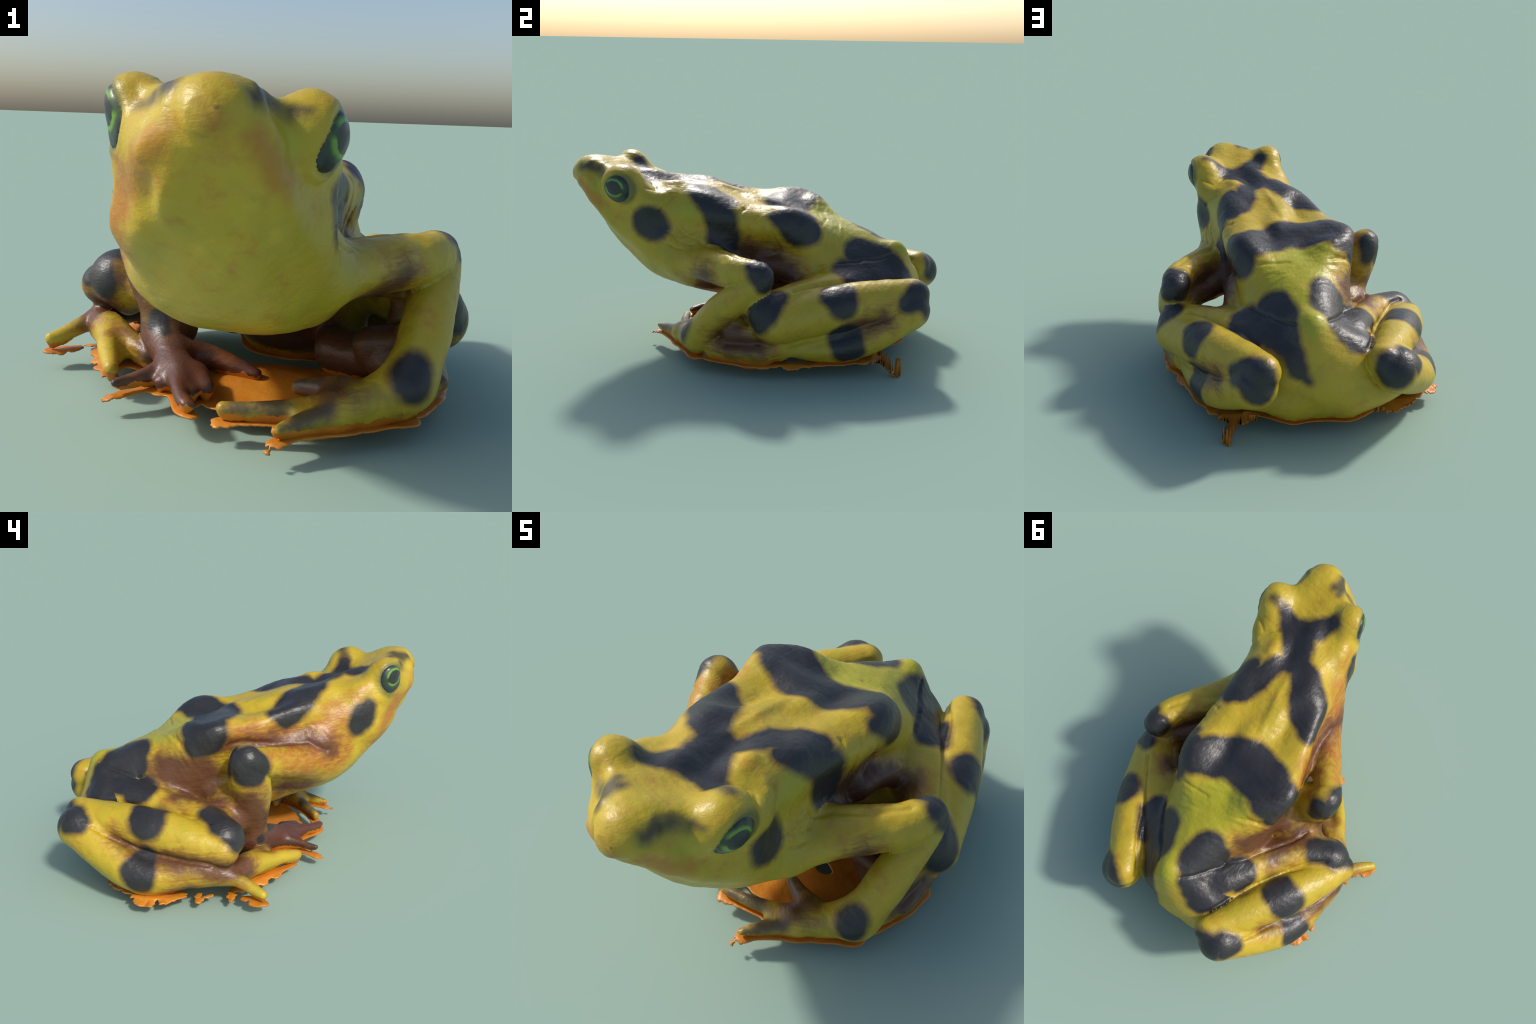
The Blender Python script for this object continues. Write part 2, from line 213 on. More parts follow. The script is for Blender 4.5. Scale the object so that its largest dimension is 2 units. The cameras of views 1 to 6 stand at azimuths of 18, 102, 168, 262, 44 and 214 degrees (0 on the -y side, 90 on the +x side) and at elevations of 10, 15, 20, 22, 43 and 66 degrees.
def hermite(xk, x):
    """Matrix that interpolates values given at xk smoothly at x."""
    xk = np.asarray(xk, float)
    x = np.clip(x, xk[0], xk[-1])
    n = len(xk)
    i = np.clip(np.searchsorted(xk, x, side='right') - 1, 0, n - 2)
    h = xk[i + 1] - xk[i]
    t = (x - xk[i]) / h
    D = np.zeros((n, n))
    for j in range(n):
        a, b = max(j - 1, 0), min(j + 1, n - 1)
        D[j, b] += 1 / (xk[b] - xk[a])
        D[j, a] -= 1 / (xk[b] - xk[a])
    M = np.zeros((len(x), n))
    r = np.arange(len(x))
    M[r, i] += 2 * t**3 - 3 * t**2 + 1
    M[r, i + 1] += -2 * t**3 + 3 * t**2
    return M + ((t**3 - 2 * t**2 + t) * h)[:, None] * D[i] + ((t**3 - t**2) * h)[:, None] * D[i + 1]


NG, NA = 201, 128
_s = np.linspace(S0, S1, NG)
_ms = hermite([r[0] for r in SECTIONS], _s)
_nt = len(SECTIONS[0][3])
_mt = np.zeros((NA, _nt))
_m = hermite(np.arange(-3, _nt + 4) * 2 * np.pi / _nt, np.arange(NA) * 2 * np.pi / NA)
for _j in range(_m.shape[1]):
    _mt[:, (_j - 3) % _nt] += _m[:, _j]
_cap = np.sqrt(np.clip(1 - np.clip((_s - S1 + CAP) / CAP, 0, 1)**2, 0, 1)) * np.sqrt(
    np.clip(1 - np.clip((S0 + CAP - _s) / CAP, 0, 1)**2, 0, 1))
LOFT = (_ms @ np.array([r[3] for r in SECTIONS]) @ _mt.T) * _cap[:, None]
SHIFT_L = _ms @ np.array([r[1] for r in SECTIONS])
SHIFT_U = _ms @ np.array([r[2] for r in SECTIONS])


def smin(a, b, k):
    h = np.clip(k - np.abs(a - b), 0, None) / k
    return np.minimum(a, b) - h * h * k * .25


def loft_field(P):
    q = P - ORIGIN
    s, a, b = q @ FORWARD, q @ LEFT, q @ UP
    fs = np.clip((s - S0) / (S1 - S0) * (NG - 1), 0, NG - 1.0001)
    i = fs.astype(int)
    f = fs - i
    a = a - (SHIFT_L[i] * (1 - f) + SHIFT_L[i + 1] * f)
    b = b - (SHIFT_U[i] * (1 - f) + SHIFT_U[i + 1] * f)
    th = np.arctan2(b, a) / (2 * np.pi) * NA % NA
    j = th.astype(int) % NA
    g = th - np.floor(th)
    k = (j + 1) % NA
    r = (LOFT[i, j] * (1 - g) + LOFT[i, k] * g) * (1 - f) + (LOFT[i + 1, j] * (1 - g) + LOFT[i + 1, k] * g) * f
    return np.maximum((np.hypot(a, b) - r) * .9, np.maximum(s - S1, S0 - s))


def ellipsoid_field(P, c, r):
    q = P - np.array(c)
    q = np.stack([q @ LEFT, q @ UP, q @ FORWARD], 1) / np.array(r)
    n = np.linalg.norm(q, axis=1) + 1e-9
    return n * (n - 1) / np.linalg.norm(q / np.array(r), axis=1).clip(1e-6)


def body_field(P):
    d = loft_field(P)
    for c, r, k in LUMPS.values():
        d = smin(d, ellipsoid_field(P, c, r), k)
    return smin(d, ellipsoid_field(P, *BELLY), .12)


def chain_field(P, nodes, sub=8):
    """Distance to a smooth tapering tube through the nodes."""
    nodes = np.asarray(nodes, float)
    n = len(nodes)
    best = np.full(len(P), 9.)
    reach = nodes[:, 3].max() + .075
    lo, hi = nodes[:, :3].min(0) - reach, nodes[:, :3].max(0) + reach
    near = np.where(np.all((P > lo) & (P < hi), axis=1))[0]
    if len(near) == 0:
        return best
    Q = P[near]
    t = np.linspace(0, n - 1, (n - 1) * sub + 1)
    C = hermite(np.arange(n), t) @ nodes
    d = np.full(len(Q), 9.)
    at = np.zeros(len(Q))
    for i, (A, B) in enumerate(zip(C[:-1], C[1:])):
        ba = B[:3] - A[:3]
        h = np.clip((Q - A[:3]) @ ba / max(ba @ ba, 1e-9), 0, 1)
        e = np.linalg.norm(Q - A[:3] - h[:, None] * ba, axis=1) - (A[3] + h * (B[3] - A[3]))
        x = e < d
        d[x] = e[x]
        at[x] = (i + h[x]) / sub
    # the exact curve, instead of its straight pieces
    best[near] = d
    close = d < .065
    near, Q, at = near[close], Q[close], at[close]
    if len(near) == 0:
        return best
    tan = np.gradient(nodes, axis=0)
    tan[1:-1] = (nodes[2:] - nodes[:-2]) / 2
    tan[0], tan[-1] = nodes[1] - nodes[0], nodes[-1] - nodes[-2]
    def tube(at):
        k = np.clip(at.astype(int), 0, n - 2)
        u = (at - k)[:, None]
        c = (2 * u**3 - 3 * u**2 + 1) * nodes[k] + (u**3 - 2 * u**2 + u) * tan[k] + (3 * u**2 - 2 * u**3) * nodes[k + 1] + (u**3 - u**2) * tan[k + 1]
        return np.linalg.norm(Q - c[:, :3], axis=1) - c[:, 3]

    w = .5 / sub
    for _ in range(2):
        lo, hi = np.clip(at - w, 0, n - 1), np.clip(at + w, 0, n - 1)
        a, b, c = tube(lo), tube(at), tube(hi)
        bend = np.maximum(a - 2 * b + c, 1e-6)
        at = np.clip(at + np.clip(.5 * (a - c) / bend, -1, 1) * w, 0, n - 1)
        w *= .5
    best[near] = np.minimum(tube(at), b)
    return best


# skin web in the fold between shank and ankle
FOLDS = {
    'left': [(.42, .78, .31, .06), (.53, .50, .255, .06), (.62, .28, .22, .055)],
    'right': [(-.36, .76, .32, .06), (-.51, .50, .27, .06), (-.59, .30, .24, .055)],
}
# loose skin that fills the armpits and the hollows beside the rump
WEBS = {
    'left': [
        [(.39, -.36, .51, .074), (.46, -.25, .525, .066), (.54, -.11, .53, .062)],
        [(.34, -.10, .47, .075), (.45, .02, .44, .050), (.55, .08, .44, .050)],
        [(.34, .10, .49, .05), (.345, .21, .49, .055), (.36, .31, .45, .06)],
        [(.62, .10, .42, .05), (.57, .10, .36, .055), (.56, .10, .30, .06)],
        [(.14, .76, .17, .10), (.26, .73, .18, .08), (.36, .70, .17, .065)],
        [(.60, .00, .22, .055), (.52, .06, .19, .062), (.42, .11, .165, .07), (.32, .17, .16, .08)],
    ],
    'right': [
        [(-.16, .16, .42, .11), (-.30, .14, .36, .11), (-.43, .18, .29, .065), (-.50, .20, .24, .05)],
        [(-.08, -.13, .39, .06), (-.09, .02, .33, .06), (-.06, .16, .26, .08)],
        [(-.12, .80, .19, .10), (-.26, .78, .20, .085), (-.36, .74, .20, .07)],
    ],
}
BELLY = ((.10, .46, .20), (.27, .17, .30))
FLOOR = .106      # below this height the skin drops straight down, like a pressed underside


def part_fields(P):
    """Distance to every anatomical part, before melting."""
    Q = P.copy()
    Q[:, 2] = np.maximum(Q[:, 2], FLOOR)
    f = {'body': body_field(Q)}
    for side in ('left', 'right'):
        f[side + '_arm'] = chain_field(Q, LIMBS[side + '_arm'], 8)
        for n in ('thigh', 'shank', 'ankle'):
            f[side + '_' + n] = chain_field(Q, LIMBS[side + '_' + n], 8)
        f[side + '_ankle'] = smin(f[side + '_ankle'], chain_field(Q, FOLDS[side], 4), .03)
        for web in WEBS[side]:
            f['body'] = smin(f['body'], chain_field(Q, web, 5), .05)
        for n in ('hand', 'foot'):
            d = None
            for c in DIGITS[side + '_' + n]:
                e = chain_field(Q, c, 6)
                d = e if d is None else smin(d, e, .03)
            f[side + '_' + n] = d
    return f


def join(f):
    d = f['body']
    for side in ('left_', 'right_'):
        leg = smin(f[side + 'shank'], f[side + 'ankle'], .015)
        leg = smin(leg, f[side + 'foot'], .04)
        d = smin(d, f[side + 'thigh'], .05)
        arm = smin(f[side + 'arm'], f[side + 'hand'], .05)
        d = smin(d, arm, .045)
        d = smin(d, leg, .012)
    return d


def ragged(P, scale, seed):
    """Quick smooth noise in -1..1 from a few turned sine waves, bent by one another."""
    rng = np.random.default_rng(seed)
    out = np.zeros(len(P))
    for o in range(4):
        k = rng.normal(size=(3, 3))
        k /= np.linalg.norm(k, axis=1)[:, None]
        w = P * scale * 1.9**o
        ph = rng.uniform(0, 6.28, 3)
        v = np.sin(w @ k[0] + ph[0] + 1.7 * np.sin(w @ k[1] * .7 + ph[1])) * np.cos(w @ k[2] + ph[2])
        out += v * .62**o
    return out / 1.6


def skin_field(P):
    d = join(part_fields(P))
    flat = P * [1, 1, 0]
    d = d + .45 * np.clip(FLOOR - P[:, 2], 0, 1)          # the skirt draws in below the skin
    bottom = .060 + .022 * np.clip((P[:, 1] - .35) / .3, 0, 1) + .020 * ragged(flat, 11, 5) - .03 * np.clip(ragged(flat, 34, 8) - .25, 0, 1)
    return np.maximum(d, bottom - P[:, 2])


# ---------------------------------------------------------------- meshing
def surface_nets(field, lo, hi, step):
    n = np.ceil((np.array(hi) - lo) / step).astype(int) + 1
    ax = [lo[i] + step * np.arange(n[i]) for i in range(3)]
    V = np.empty(n, np.float32)
    # a coarse look at blocks first: only blocks near the surface are filled in finely
    k = 6
    blocks = np.stack(np.meshgrid(*[np.arange(0, n[i], k) for i in range(3)], indexing='ij'), -1).reshape(-1, 3)
    d = field(lo + step * (blocks + (k - 1) / 2))
    near = np.abs(d) < step * k * 1.25
    for b, v in zip(blocks[~near], d[~near]):
        V[b[0]:b[0] + k, b[1]:b[1] + k, b[2]:b[2] + k] = v
    off = np.stack(np.meshgrid(*[np.arange(k)] * 3, indexing='ij'), -1).reshape(-1, 3)
    blocks = blocks[near]
    for i in range(0, len(blocks), 1500):
        I = (blocks[i:i + 1500, None] + off).reshape(-1, 3)
        I = I[np.all(I < n, axis=1)]
        V[I[:, 0], I[:, 1], I[:, 2]] = field(lo + step * I)
    ins = V < 0
    c = [(a, b, d) for a in (0, 1) for b in (0, 1) for d in (0, 1)]
    m = n - 1
    cut = lambda A, o: A[o[0]:o[0] + m[0], o[1]:o[1] + m[1], o[2]:o[2] + m[2]]
    cnt = sum(cut(ins, o).astype(np.int8) for o in c)
    act = (cnt > 0) & (cnt < 8)
    idx = -np.ones(m, np.int64)
    cells = np.argwhere(act)
    idx[act] = np.arange(len(cells))
    acc = np.zeros((len(cells), 3))
    num = np.zeros(len(cells))
    val = {o: V[cells[:, 0] + o[0], cells[:, 1] + o[1], cells[:, 2] + o[2]] for o in c}
    for a in c:
        for b in c:
            if b > a and sum(abs(p - q) for p, q in zip(a, b)) == 1:
                va, vb = val[a], val[b]
                x = (va < 0) != (vb < 0)
                t = va[x] / (va[x] - vb[x])
                acc[x] += np.array(a) + t[:, None] * (np.array(b) - np.array(a))
                num[x] += 1
    verts = lo + step * (cells + acc / num[:, None])
    quads = []
    for d in range(3):
        e, f = (d + 1) % 3, (d + 2) % 3
        A = np.moveaxis(ins, d, 0)
        x = np.moveaxis(A[:-1] != A[1:], 0, d)
        p = np.argwhere(x)
        p = p[(p[:, e] > 0) & (p[:, f] > 0) & (p[:, e] < m[e]) & (p[:, f] < m[f])]
        g = []
        for oe, of in ((-1, -1), (0, -1), (0, 0), (-1, 0)):
            q = p.copy()
            q[:, e] += oe
            q[:, f] += of
            g.append(idx[q[:, 0], q[:, 1], q[:, 2]])
        q = np.stack(g, 1)
        flip = ~ins[p[:, 0], p[:, 1], p[:, 2]]
        q[flip] = q[flip][:, ::-1]
        quads.append(q)
    return verts, np.concatenate(quads)


def pull(field, P, times, most, h=.0015):
    """Move points onto the surface where the field is zero."""
    for _ in range(times):
        d = field(P)
        g = np.stack([field(P + h * np.eye(3)[i]) - d for i in range(3)], 1) / h
        s = d / np.maximum((g * g).sum(1), .2)
        P = P - np.clip(s, -most, most)[:, None] * g / np.maximum(np.linalg.norm(g, axis=1), .4)[:, None]
    return P


def divide(V, Q):
    """One linear subdivision of a quad mesh."""
    E = np.stack([Q, np.roll(Q, -1, 1)], 2).reshape(-1, 2)
    E.sort(axis=1)
    key, inv = np.unique(E[:, 0] * len(V) + E[:, 1], return_inverse=True)
    inv = inv.reshape(-1, 4)
    ev = (V[key // len(V)] + V[key % len(V)]) / 2
    cv = V[Q].mean(1)
    e0 = len(V)
    c0 = e0 + len(ev)
    ci = c0 + np.arange(len(Q))
    NQ = [np.stack([Q[:, i], e0 + inv[:, i], ci, e0 + inv[:, i - 1]], 1) for i in range(4)]
    return np.concatenate([V, ev, cv]), np.concatenate(NQ)


def relax(V, Q, times, amount):
    for _ in range(times):
        acc = np.zeros_like(V)
        num = np.zeros(len(V))
        c = V[Q].mean(1)
        for i in range(4):
            np.add.at(acc, Q[:, i], c)
            np.add.at(num, Q[:, i], 1)
        V = V + amount * (acc / num[:, None] - V)
    return V

# ---------------------------------------------------------------- skin mesh
EYES = {     # centre on the skin, outward direction
    'left': (np.array([.487, -.672, .898]), LEFT),
    'right': (np.array([-.066, -.792, .945]), -LEFT),
}
EYE_SIZE = (.071, .077)         # half length forward, half height
PUPIL_SHIFT = (.014, .008)


def eye_disc(P, side):
    """Elliptic radius on the eye's disc (1 at its edge), large away from it."""
    c, out = EYES[side]
    q = P - c
    return np.hypot(q @ FORWARD / EYE_SIZE[0], q @ UP / EYE_SIZE[1]) + 9 * (np.abs(q @ out) > .11)


def polyline_distance(P, pts):
    pts = np.asarray(pts, float)
    best = np.full(len(P), 9.)
    near = np.where(np.all((P > pts.min(0) - .12) & (P < pts.max(0) + .12), axis=1))[0]
    if len(near) == 0:
        return best
    Q, d = P[near], np.full(len(near), 9.)
    for A, B in zip(pts[:-1], pts[1:]):
        h = np.clip((Q - A) @ (B - A) / ((B - A) @ (B - A)), 0, 1)
        d = np.minimum(d, np.linalg.norm(Q - A - h[:, None] * (B - A), axis=1))
    best[near] = d
    return best


def relief(P):
    """Folds, ridges, eyeballs and lumpiness, as a height along the normal."""
    h = np.zeros(len(P))
    warp = np.stack([ragged(P, 18, 31 + i) for i in range(3)], 1) * .006
    for depth, width, lines in CREASES.values():
        for line in lines:
            d = polyline_distance(P + warp, line)
            h += depth * np.exp(-(d / width)**2)
    for side in EYES:
        e = eye_disc(P, side)
        h += .004 * np.clip(1 - e**2, 0, 1) - .005 * np.exp(-((e - 1.02) / .07)**2) + .003 * np.exp(-((e - 1.22) / .14)**2)
    low = np.clip((P[:, 2] - .12) / .1, 0, 1)
    h += low * (.0022 * ragged(P, 22, 41) + .0006 * ragged(P, 60, 42))
    # stretched wrinkles down the flanks
    q = P - ORIGIN
    s = q @ FORWARD
    flank = np.exp(-((s + .02) / .22)**2) * np.exp(-((P[:, 2] - .60) / .12)**2)
    flank += .8 * np.exp(-((s - .42) / .14)**2) * np.exp(-((P[:, 2] - .66) / .12)**2)
    h += .0035 * flank * ragged(np.stack([s * 4.2, q @ LEFT * .6, q @ UP * 1.1], 1), 24, 43)
    # cross wrinkles on the loin
    loin = np.exp(-((s + .33) / .13)**2) * np.clip((P[:, 2] - .58) / .08, 0, 1)
    h += .0030 * loin * ragged(np.stack([s * 5., q @ LEFT * .8, q @ UP], 1), 20, 44)
    return h


verts, quads = surface_nets(skin_field, np.array([-.86, -1.06, .0]), np.array([.82, 1.06, 1.12]), .013)
verts = relax(verts, quads, 2, .5)
verts = pull(skin_field, verts, 2, .01)
verts, quads = divide(verts, quads)
verts = pull(skin_field, verts, 1, .006)
verts = relax(verts, quads, 1, .4)


def vertex_normals(V, Q):
    n = np.cross(V[Q[:, 2]] - V[Q[:, 0]], V[Q[:, 3]] - V[Q[:, 1]])
    acc = np.zeros_like(V)
    for i in range(4):
        np.add.at(acc, Q[:, i], n)
    return acc / np.maximum(np.linalg.norm(acc, axis=1), 1e-12)[:, None]


verts = verts + relief(verts)[:, None] * vertex_normals(verts, quads)
normals = vertex_normals(verts, quads)

# ---------------------------------------------------------------- regions
centre = verts[quads].mean(1)
f = part_fields(centre)
names = ['torso', 'left_arm', 'right_arm', 'left_leg', 'right_leg', 'left_hand', 'right_hand', 'left_foot', 'right_foot', 'head']
score = [f['body'], f['left_arm'], f['right_arm']]
for side in ('left_', 'right_'):
    score.append(np.minimum(np.minimum(f[side + 'thigh'], f[side + 'shank']), f[side + 'ankle']))
score += [f['left_hand'], f['right_hand'], f['left_foot'], f['right_foot']]
region = np.argmin(np.stack(score), 0)
spine = (centre - ORIGIN) @ FORWARD + .12 * ((centre - ORIGIN) @ UP - .1)
region[(region == 0) & (spine > .50)] = 9
for i, side in enumerate(EYES):
    region[eye_disc(centre, side) < .98] = 10 + i
teeth = .097 + .010 * ragged(centre * [1, 1, 0], 30, 51) + .009 * ragged(centre * [1, 1, 0], 110, 52)
region[centre[:, 2] < teeth] = 12
names += ['left_eye', 'right_eye', 'residue']


def border(region_id):
    """Vertices shared between the faces of a region and the rest."""
    a, b = np.zeros(len(verts), bool), np.zeros(len(verts), bool)
    a[quads[region == region_id].ravel()] = True
    b[quads[region != region_id].ravel()] = True
    return np.nonzero(a & b)[0]


# draw the ragged orange edge and the rims of the eyes cleanly through the mesh
i = border(12)
edge = .097 + .010 * ragged(verts[i] * [1, 1, 0], 30, 51) + .009 * ragged(verts[i] * [1, 1, 0], 110, 52)
verts[i, 2] += np.clip(edge - verts[i, 2], -.0045, .0045)
for n, (side, (c, out)) in enumerate(EYES.items()):
    i = border(10 + n)
    q = verts[i] - c
    flat = np.outer(q @ FORWARD, FORWARD) + np.outer(q @ UP, UP)
    e = np.hypot(q @ FORWARD / EYE_SIZE[0], q @ UP / EYE_SIZE[1])
    verts[i] += np.clip(.98 / e - 1, -.06, .06)[:, None] * flat
normals = vertex_normals(verts, quads)

# ---------------------------------------------------------------- node helpers
class Nodes:
    def __init__(self, tree):
        self.t = tree

    def add(self, kind, **kw):
        n = self.t.nodes.new(kind)
        for k, v in kw.items():
            setattr(n, k, v)
        return n

    def put(self, sock, v):
        if isinstance(v, bpy.types.NodeSocket):
            self.t.links.new(v, sock)
        elif v is not None:
            sock.default_value = v

    def math(self, op, a, b=None, c=None, clamp=False):
        n = self.add('ShaderNodeMath', operation=op, use_clamp=clamp)
        for s, v in zip(n.inputs, (a, b, c)):
            self.put(s, v)
        return n.outputs[0]

    def vec(self, op, a, b=None, scale=None):
        n = self.add('ShaderNodeVectorMath', operation=op)
        self.put(n.inputs[0], a)
        self.put(n.inputs[1], b)
        if scale is not None:
            self.put(n.inputs['Scale'], scale)
        return n.outputs['Value' if op in ('LENGTH', 'DOT_PRODUCT', 'DISTANCE') else 'Vector']

    def ramp(self, v, lo, hi):
        n = self.add('ShaderNodeMapRange', interpolation_type='SMOOTHSTEP')
        self.put(n.inputs['Value'], v)
        n.inputs['From Min'].default_value = min(lo, hi)
        n.inputs['From Max'].default_value = max(lo, hi)
        n.inputs['To Min'].default_value, n.inputs['To Max'].default_value = (0, 1) if lo < hi else (1, 0)
        return n.outputs[0]

    def mix(self, fac, a, b, blend='MIX'):
        n = self.add('ShaderNodeMix', data_type='RGBA', blend_type=blend)
        self.put(n.inputs[0], fac)
        for s, v in ((n.inputs[6], a), (n.inputs[7], b)):
            self.put(s, (*v, 1) if isinstance(v, tuple) and len(v) == 3 else v)
        return n.outputs[2]

    def noise(self, vec, scale, detail=3., rough=.55, out='Fac', distortion=0.):
        n = self.add('ShaderNodeTexNoise')
        self.put(n.inputs['Vector'], vec)
        n.inputs['Scale'].default_value = scale
        n.inputs['Detail'].default_value = detail
        n.inputs['Roughness'].default_value = rough
        n.inputs['Distortion'].default_value = distortion
        return n.outputs[out]

    def capsule(self, p, a, b, after=None):
        """Distance to a tapering stroke from a to b (x, y, z, radius).

        The strokes are evaluated one after another (each waits for the one before, through
        a factor that is always 1), so that Cycles does not run out of shader registers."""
        A, B = np.array(a[:3]), np.array(b[:3])
        ba = B - A
        if after is None:
            pa = self.vec('SUBTRACT', p, tuple(A))
        else:
            n = self.add('ShaderNodeVectorMath', operation='MULTIPLY_ADD')
            self.put(n.inputs[0], p)
            self.put(n.inputs[1], self.math('GREATER_THAN', after, -99.))
            n.inputs[2].default_value = tuple(-A)
            pa = n.outputs[0]
        h = self.math('MULTIPLY', self.vec('DOT_PRODUCT', pa, tuple(ba)), 1 / max(ba @ ba, 1e-9), clamp=True)
        n = self.add('ShaderNodeVectorMath', operation='SCALE')
        n.inputs[0].default_value = tuple(-ba)
        self.put(n.inputs['Scale'], h)
        d = self.vec('LENGTH', self.vec('ADD', pa, n.outputs[0]))
        return self.math('SUBTRACT', d, self.math('MULTIPLY_ADD', h, float(b[3] - a[3]), float(a[3])))

    def strokes(self, p, chains, melt=.02, after=None):
        d = None
        for ch in chains:
            pairs = list(zip(ch[:-1], ch[1:])) if len(ch) > 1 else [(ch[0], tuple(np.array(ch[0]) + [.001, 0, 0, 0]))]
            for a, b in pairs:
                e = self.capsule(p, a, b, d if d is not None else after)
                d = e if d is None else self.math('SMOOTH_MIN', d, e, melt)
        return d


def new_material(name):
    m = bpy.data.materials.new(name)
    m.use_nodes = True
    n = Nodes(m.node_tree)
    return m, n, m.node_tree.nodes['Principled BSDF']


YELLOW = (.500, .350, .022)
LIME = (.310, .350, .018)
ORANGE = (.370, .125, .018)
JAW = (.430, .165, .020)
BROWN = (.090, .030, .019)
UMBER = (.070, .046, .036)
LID = (.075, .100, .035)
BLACK = (.023, .0225, .0235)


def skin_material(name, blotches, tints, base=YELLOW, dusk=None, smudges=None):
    m, n, bsdf = new_material(name)
    pos = n.add('ShaderNodeTexCoord').outputs['Object']
    wob = n.vec('SCALE', n.vec('SUBTRACT', n.noise(pos, 9, 2, out='Color'), (.5, .5, .5)), scale=.030)
    fine = n.vec('SCALE', n.vec('SUBTRACT', n.noise(pos, 60, 3, out='Color'), (.5, .5, .5)), scale=.010)
    bent = n.vec('ADD', n.vec('ADD', pos, wob), fine)
    # ground colour with soft cloudy variation
    b = np.array(base)
    col = n.mix(n.ramp(n.noise(pos, 5.5, 4, .6), .42, .72), base, tuple(b * (.84, .94, .9)))
    col = n.mix(n.math('MULTIPLY', n.ramp(n.noise(pos, 13, 5, .65), .50, .78), .8), col, tuple(b * (.90, .62, .9)))
    col = n.mix(n.math('MULTIPLY', n.ramp(n.noise(n.vec('ADD', pos, (3., 1., 2.)), 8, 4, .6), .52, .75), .6), col, tuple(b * (1.18, 1.22, 1.3)))
    soft = n.vec('ADD', pos, n.vec('SCALE', n.vec('SUBTRACT', n.noise(pos, 10, 5, .6, out='Color'), (.5, .5, .5)), scale=.11))
    # streaks along the folds of the skin
    streak = n.noise(n.vec('MULTIPLY', pos, (1., .55, 2.6)), 22, 4, .6, distortion=.8)
    last = None
    for tint, amount, colour, (r0, r1) in (('lime', .62, LIME, (.055, -.07)), ('orange', .9, ORANGE, (.045, -.055)),
                                           ('jaw', .75, JAW, (.035, -.030)), ('brown', .92, BROWN, (.058, -.030)), ('umber', .88, UMBER, (.030, -.015)), ('lid', .8, LID, (.020, -.012))):
        if tint in tints:
            d = last = n.strokes(soft if tint != 'lid' else bent, TINTS[tint], .05, last)
            k = n.ramp(d, r0, r1)
            if tint == 'orange':
                k = n.math('MULTIPLY', k, n.math('MULTIPLY_ADD', n.ramp(streak, .62, .38), .5, .5))
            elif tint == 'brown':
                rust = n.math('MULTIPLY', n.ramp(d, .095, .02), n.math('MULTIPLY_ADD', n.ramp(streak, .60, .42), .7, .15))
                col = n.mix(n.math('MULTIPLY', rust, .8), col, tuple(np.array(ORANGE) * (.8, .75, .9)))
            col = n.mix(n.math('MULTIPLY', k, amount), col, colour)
    if dusk:        # dark digits with paler patches
        col = n.mix(n.math('MULTIPLY', n.ramp(n.noise(pos, 11, 3), .40, .66), dusk), col, UMBER)
    # freckles
    v = n.add('ShaderNodeTexVoronoi', feature='F1')
    n.put(v.inputs['Vector'], n.vec('ADD', pos, fine))
    v.inputs['Scale'].default_value = 13
    size = n.math('MULTIPLY', n.ramp(v.outputs['Color'], .76, .97), .085)
    fr = n.ramp(n.math('SUBTRACT', v.outputs['Distance'], size), .04, -.03)
    col = n.mix(n.math('MULTIPLY', fr, .55), col, (.09, .06, .02))
    if smudges:     # blurred dark marks
        d = last = n.strokes(bent, smudges, .02, last)
        col = n.mix(n.math('MULTIPLY', n.ramp(d, .026, -.022), .90), col, (.040, .034, .028))
    if blotches:
        d = n.strokes(bent, blotches, .02, last)
        col = n.mix(n.math('MULTIPLY', n.ramp(d, .030, .004), .60), col, (.125, .060, .024))
        dark = n.mix(n.ramp(n.noise(pos, 7, 3), .4, .7), BLACK, (.032, .031, .032))
        col = n.mix(n.ramp(d, .013, -.012), col, dark)
    n.put(bsdf.inputs['Base Color'], col)
    n.put(bsdf.inputs['Roughness'], n.math('MULTIPLY_ADD', n.noise(pos, 12, 3), .14, .33))
    bsdf.inputs['Specular IOR Level'].default_value = .5
    # fine wrinkled grain
    grain = n.math('ADD', n.math('MULTIPLY', n.noise(pos, 80, 3, .55), .7), n.math('MULTIPLY', streak, 1.6))
    bump = n.add('ShaderNodeBump')
    bump.inputs['Strength'].default_value = .16
    bump.inputs['Distance'].default_value = .012
    n.put(bump.inputs['Height'], grain)
    n.put(bsdf.inputs['Normal'], bump.outputs[0])
    return m


